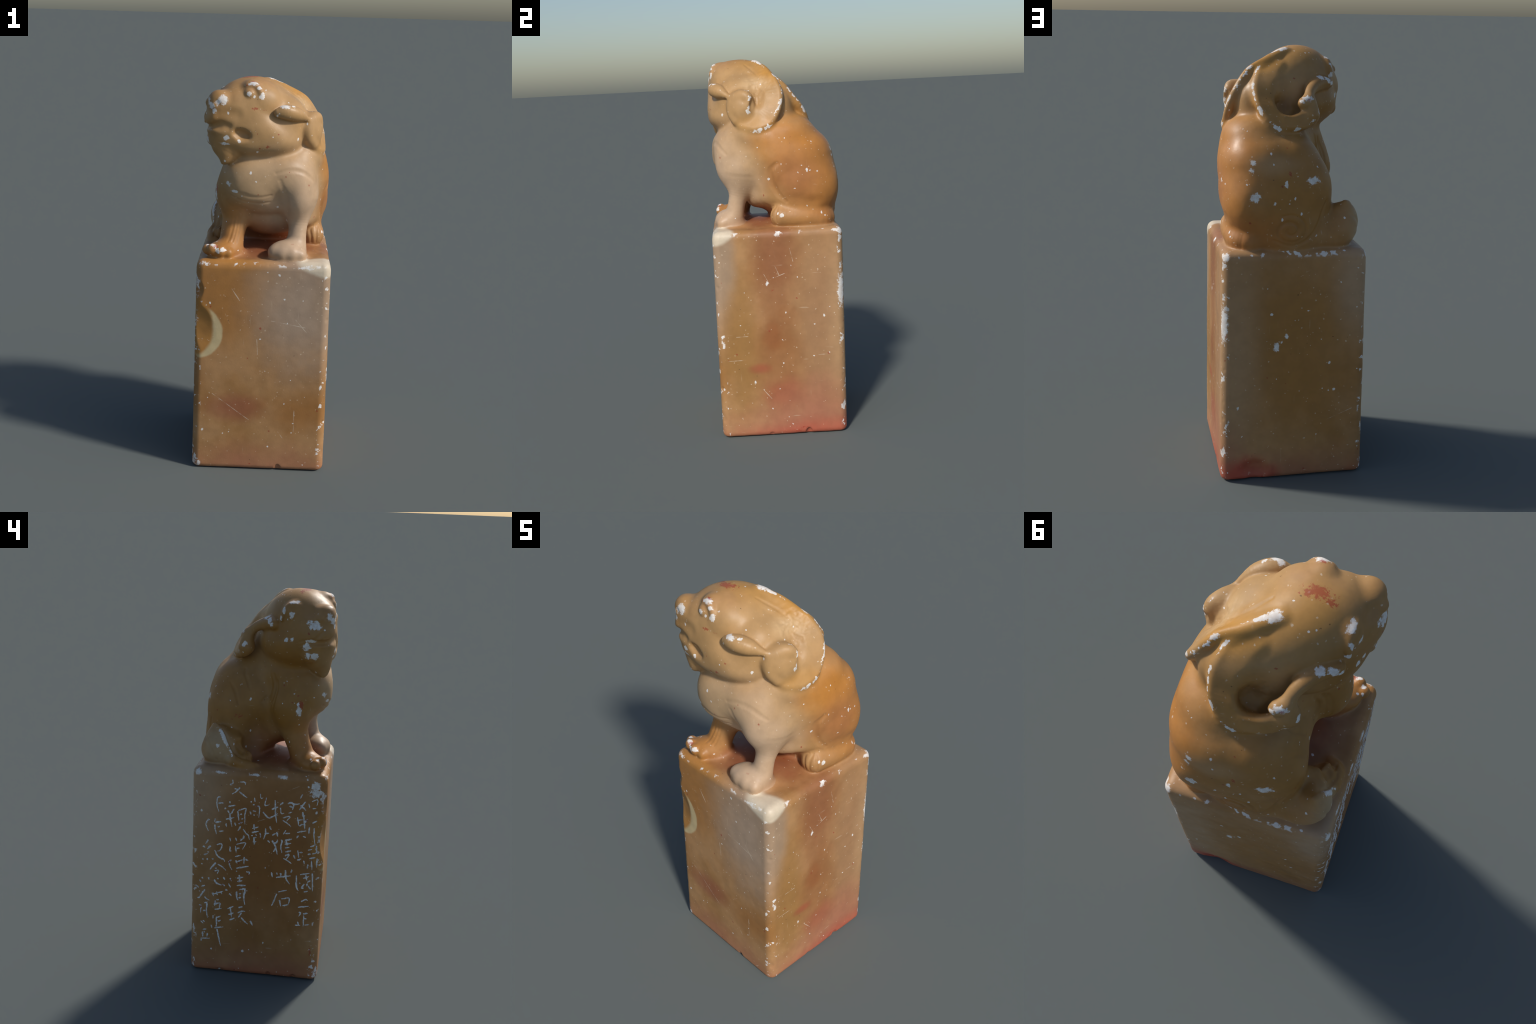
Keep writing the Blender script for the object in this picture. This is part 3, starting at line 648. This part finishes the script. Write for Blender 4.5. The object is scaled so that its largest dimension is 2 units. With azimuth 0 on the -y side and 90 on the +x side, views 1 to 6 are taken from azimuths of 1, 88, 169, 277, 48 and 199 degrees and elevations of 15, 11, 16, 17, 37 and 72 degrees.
    if block_edges:
        s = N.node("ShaderNodeSeparateXYZ", 0, {0: N.p})
        sep = s.node
        ax, ay, z = N.math("ABSOLUTE", sep.outputs[0]), N.math("ABSOLUTE", sep.outputs[1]), sep.outputs[2]
        spots = N.step(N.noise(24, 3.0, 0.6), 0.60, 0.64)
        corner = N.step(N.math("ADD", ax, ay), 0.637, 0.645)
        rim = N.math("MULTIPLY", N.step(z, 1.09, 1.105), N.step(N.math("MAXIMUM", ax, ay), 0.318, 0.326))
        rim = N.math("MULTIPLY", rim, N.step(N.noise(24, 2.0), 0.58, 0.64))
        white = N.math("MAXIMUM", white, N.math("MAXIMUM", N.math("MULTIPLY", corner, spots), rim))
    col = N.mix(N.math("MULTIPLY", white, N.step(crumb, 0.32, 0.55, 0.97, 0.72)), col, lin((238, 236, 232)))
    # cinnabar paste left in the hollows
    d = None
    for at, r in RED_SPOTS:
        e = N.reach(at, r)
        d = e if d is None else N.math("MINIMUM", d, e)
    d = N.math("ADD", d, N.math("MULTIPLY_ADD", N.noise(80, 5.0, 0.75), 4.6, -2.2))
    col = N.mix(N.step(d, 1.15, 0.65, 0.0, 0.68), col, lin((158, 52, 38)))
    N.t.links.new(col, N.bsdf.inputs["Base Color"])
    rough = N.step(mid, 0.3, 0.7, 0.40, 0.55)
    N.t.links.new(N.math("MAXIMUM", rough, N.math("MULTIPLY", white, 0.75)), N.bsdf.inputs["Roughness"])
    N.bsdf.inputs["Specular IOR Level"].default_value = 0.4
    b = N.node("ShaderNodeBump", 0, {"Strength": 0.12, "Distance": 0.003, "Height": N.noise(120, 4.0, 0.6)})
    N.t.links.new(b, N.bsdf.inputs["Normal"])
    return m
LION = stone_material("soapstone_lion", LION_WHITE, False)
STONE = stone_material("soapstone_block", BLOCK_WHITE, True)

def chalk_material():
    m = bpy.data.materials.new("chalky_stroke")
    N = Nodes(m)
    c = N.mix(N.step(N.noise(90, 3.0), 0.35, 0.65), lin((196, 190, 184)), lin((236, 236, 234)))
    c = N.mix(N.step(N.noise(26, 3.0), 0.64, 0.70, 0.0, 0.9), c, lin((140, 60, 46)))
    N.t.links.new(c, N.bsdf.inputs["Base Color"])
    N.bsdf.inputs["Roughness"].default_value = 0.8
    return m
CHALK = chalk_material()

# -------------------------------------------------------------- objects
root = bpy.data.objects.new("stone_seal", None)
root.empty_display_size = 0.3
bpy.context.scene.collection.objects.link(root)
root["label"] = "tall square soapstone seal topped by a carved crouching lion"
root["category"] = "stone seal"

def make(name, verts, faces, normals=None, mat=STONE):
    me = bpy.data.meshes.new(name)
    me.from_pydata(verts.tolist(), [], [list(f) for f in faces] if isinstance(faces, list) else faces.tolist()); me.update()
    me.polygons.foreach_set("use_smooth", np.ones(len(faces), bool))
    if normals is not None: me.normals_split_custom_set_from_vertices(normals.tolist())
    me.materials.append(mat)
    o = bpy.data.objects.new(name, me)
    bpy.context.scene.collection.objects.link(o)
    o.parent = root
    return o

OBJ = {}
for j, part in enumerate(PARTS):
    f = FQ[flab == j]
    if not len(f): continue
    u, inv = np.unique(f, return_inverse=True)
    OBJ[part] = make(part.split(".")[0], V[u], inv.reshape(f.shape), VN[u], STONE if part == "block" else LION)
BLOCK_OBJECT = OBJ["block"]

# ---------------------------------------------- the incised inscription
def character(y0, z0, strokes):
    """one written character; strokes in millimetres from its centre, laid on the -x face"""
    rng = np.random.default_rng(int(abs(y0) * 7919 + z0 * 104729))
    vs, fs = [], []
    for stroke in strokes.split(";"):
        p = np.array([[float(v) for v in q.split(",")] for q in stroke.split()]) / 1000
        p = catmull(p, 6) + np.array([y0, z0])
        p = p + rng.normal(0, 0.0006, p.shape)
        t = np.gradient(p, axis=0); t /= np.linalg.norm(t, axis=1, keepdims=True) + 1e-9
        side = np.stack([-t[:, 1], t[:, 0]], 1)
        u = np.linspace(0, 1, len(p))
        w = 0.0047 * rng.uniform(0.85, 1.15) * (0.35 + 0.65 * np.sin(math.pi * np.clip(u * 0.75 + 0.2, 0, 1)))
        w *= 1 + 0.2 * rng.normal(0, 1, len(p)).clip(-1, 1)
        p3 = np.column_stack([np.full(len(p), -0.345), p])
        for _ in range(4): p3[:, 0] += field(p3)
        a = []
        for k, (o, h) in enumerate(((-1.0, -0.0015), (-0.75, 0.0007), (0.0, 0.0013), (0.75, 0.0007), (1.0, -0.0015))):
            q = p3.copy(); q[:, 1:] += side * (o * w)[:, None]; q[:, 0] -= h
            a.append(q)
        n, base = len(p), len(vs)
        for i in range(n):
            for k in range(5): vs.append(a[k][i])
        for i in range(n - 1):
            for k in range(4):
                b = base + i * 5 + k
                fs.append((b, b + 5, b + 6, b + 1))
            fs.append((base + i * 5 + 4, base + i * 5 + 9, base + i * 5 + 5, base + i * 5))
        fs.append(tuple(base + k for k in range(5)))
        fs.append(tuple(base + (n - 1) * 5 + k for k in (4, 3, 2, 1, 0)))
    o = make("inscription_character", np.array(vs), fs, None, CHALK)
    o.parent = BLOCK_OBJECT

character(-0.275, 0.970, "25,3 19,-18; 10,15 -12,27 -20,20 -16,-4; 6,-22 -14,-18")
character(-0.189, 0.958, "-45,24 -15,-21; -21,4 -32,-6 -50,-21; 42,6 27,13 12,6 -16,11; 12,6 18,-24; 34,-4 21,-11; 37,-42 20,-35; -28,60 -17,38")
character(-0.226, 0.857, "4,71 0,50 -10,53; 28,42 20,-3; 29,23 2,31; -2,50 -11,-20; -9,15 -24,36; 18,-3 -2,7; 26,-39 -19,-27; -34,-7 -33,-42; 18,-55 27,-69; -6,-56 -19,-63")
character(-0.091, 0.922, "9,56 6,5 2,-27 -4,-62; 24,6 -8,22; 67,-11 40,-39 8,-25 -7,-13; -32,48 -18,34; -19,18 -25,-11 -38,-8")
character(-0.144, 0.876, "19,11 -1,21 -16,20 1,-3; 21,0 -3,-14 -24,-31")
character(0.008, 0.941, "15,41 11,20; -15,65 -18,41 -29,45; -46,46 -40,6 -58,10; 32,16 27,22; 21,3 13,7; 8,-6 -7,-2 -13,-13 -12,-62; 33,-33 29,-49; 20,-29 4,-28; 16,-50 9,-50")
character(0.011, 0.786, "9,56 5,26; 16,33 -15,44; 18,11 -16,20; 17,-2 14,-8; -6,2 -4,-3; -24,12 -27,-12; 9,-18 -7,-14; 11,-40 -7,-36; 6,-18 2,-53")
character(-0.048, 0.807, "8,18 7,-9 16,-40; 12,-9 -11,-7; -12,31 -21,13")
character(-0.120, 0.758, "45,32 27,45; 23,53 16,29; -23,66 -11,43; -21,49 -44,51; 67,5 56,-7; 44,5 33,-8 20,-1 16,13; 35,-5 24,-32 14,-67; 24,-35 36,-55; -2,14 -6,4 -2,-24 -8,-57; -21,11 -56,22; -28,11 -32,-16; -22,-9 -52,-0; -23,-28 -46,-23; -26,-50 -54,-41")
character(-0.157, 0.672, "12,17 -8,22 4,-2; 19,-0 -5,-12 -23,-24")
character(-0.286, 0.783, "1,64 1,21 -7,-23; 16,-36 -14,-22; -15,-27 -17,-68; 27,-56 5,-48; 12,90 -10,103")
character(-0.253, 0.682, "45,40 38,2; 34,28 19,32; 45,-12 25,-5; -7,23 -22,27; -30,28 -50,35; 65,14 56,-5; 12,-12 8,-28; -16,2 -46,10; -54,5 -55,-44; -27,-8 -32,-58; -10,-32 -9,-54")
character(-0.138, 0.581, "57,10 53,-15; 31,12 27,-1; 10,11 9,-8; 32,-16 -12,-6 -43,-0; -13,30 -18,-17 -38,-46; -47,34 -42,19")
character(-0.141, 0.443, "21,44 -23,57; 28,32 40,-7 52,-36; 14,-1 4,-34; 3,6 -30,15 -39,7 -32,-25; -6,-31 -32,-22")
character(-0.255, 0.549, "46,37 43,-22 33,-46; 28,42 -18,55; -34,56 -39,-42; 11,24 -19,38; -1,44 -8,14; 28,-3 23,-3; 4,-4 16,-30 6,-27; -26,16 -11,3; -11,-2 -9,-17; -17,-13 -28,-32; 5,-49 -16,-44")
character(-0.256, 0.438, "16,7 -5,20 -18,16; 30,-26 -25,-15")
character(-0.250, 0.344, "20,40 9,38 18,17; -4,33 -28,39; -8,25 -8,-36; -8,8 -24,7; 22,-13 16,-32; 34,-34 8,-32; -16,-29 -37,-24")
character(0.107, 1.028, "28,39 25,20; 40,11 25,23; -10,31 -33,30 -37,17; 17,-6 1,-13 29,-36; -11,2 1,-13; -7,-20 -25,-34 -47,-49")
character(0.110, 0.867, "37,86 34,76; 44,59 8,67; 46,39 38,24; 13,48 18,39 28,22 38,18; 53,-10 32,-6 11,2; 33,19 29,-14 20,-48; 52,-32 49,-51; 8,-25 2,-41; -6,38 -9,17 -13,-15; -8,41 -31,51 -47,53 -43,20 -44,-29; -19,21 -27,24; -25,-3 -35,0; -13,-29 -33,-19; -24,-42 -9,-68; -37,-54 -51,-75 -65,-88 -70,-109")
character(0.201, 0.944, "11,23 -9,30; 9,20 10,-15 -1,-50; 3,-6 -23,-2")
character(0.218, 0.818, "28,32 38,25 46,-0 32,-32; -1,37 4,20; -1,18 -32,23; 1,7 -2,-18 -8,-45; -15,-6 -25,-2; -21,-30 -44,-25")
character(0.101, 0.721, "38,39 35,20; 9,39 3,23; -32,56 -30,42 -15,27; 36,-8 36,-33 28,-32; 3,6 -36,18 -42,10 -27,-19; 8,-3 4,-39; 2,-16 -14,-12; 8,-61 -20,-53")
character(0.228, 0.672, "23,67 36,43; 49,31 38,24; 9,35 27,16; -22,43 -43,51 -49,40 -39,14 -26,10; -12,14 -26,-15 -48,-30 -58,-32 -67,-45; 43,-16 22,-8; 50,-39 45,-44; 26,-34 23,-45; -0,-32 -6,-40")
character(0.083, 0.615, "23,25 15,9; 23,14 -13,32; -21,46 -20,7; -26,36 -42,29; 19,-19 -46,-2; 44,23 55,17 54,-3 40,-30; 16,-33 16,-36; -34,-34 -50,-35 -48,-47")
character(0.191, 0.552, "18,65 46,25; 7,57 -17,45 -36,27; 17,37 14,31; 27,16 3,24 8,3; 23,-29 9,-48 -18,-57; 5,-19 2,-25; -24,-11 -33,-24; -20,-48 -34,-61")
character(0.089, 0.484, "43,55 35,39; 50,23 39,4; 43,-31 32,-44; -4,77 -8,37; 6,56 -25,67; 3,39 -21,47; 7,16 -40,23; 6,-16 5,-44 -1,-64; -9,-5 -36,0 -32,-40 -39,-86; -7,-29 -18,-25; -5,-52 -19,-45")
character(0.185, 0.453, "35,-3 30,-22; 30,-11 -7,4 -20,9; 14,5 11,-15; -7,7 -13,-7; -31,21 -42,16")
character(0.193, 0.387, "5,25 -6,26; 13,18 15,-11; 20,-3 -14,10; -14,7 -10,-20; 14,-31 -23,-21")
character(0.081, 0.338, "57,28 28,45; 43,32 36,-19; 53,-4 26,8; 47,-35 20,-21; 1,40 -20,47; 5,10 -16,21 -35,23; -16,12 2,-16; -15,-14 -31,-33 -51,-48; -63,-27 -75,-52")
character(0.193, 0.270, "22,53 21,33; 5,40 -19,51; 3,46 1,-9; -4,20 -20,28; 31,-4 25,-21; 12,-19 -34,-9; -2,-24 -11,-70 -24,-120")
character(0.273, 0.468, "6,63 0,55; -29,66 -32,52; 19,47 8,37; 37,17 20,4; 7,11 -11,18; -12,-5 4,-29 17,-56; 25,-51 17,-56; -10,-45 -24,-58 -37,-63")
character(0.264, 0.354, "27,20 14,15 18,-23; -2,34 -15,33 -14,-11 -20,-49; 3,-10 -8,-9")
character(0.261, 0.225, "18,59 4,46; 7,63 -4,55; 6,10 -13,15; 8,-2 5,-31; 0,-1 -5,-4; -19,-8 -17,-29; 16,-41 -33,-36; 13,-44 13,-56")
print("built", round(time.time() - T0, 1))
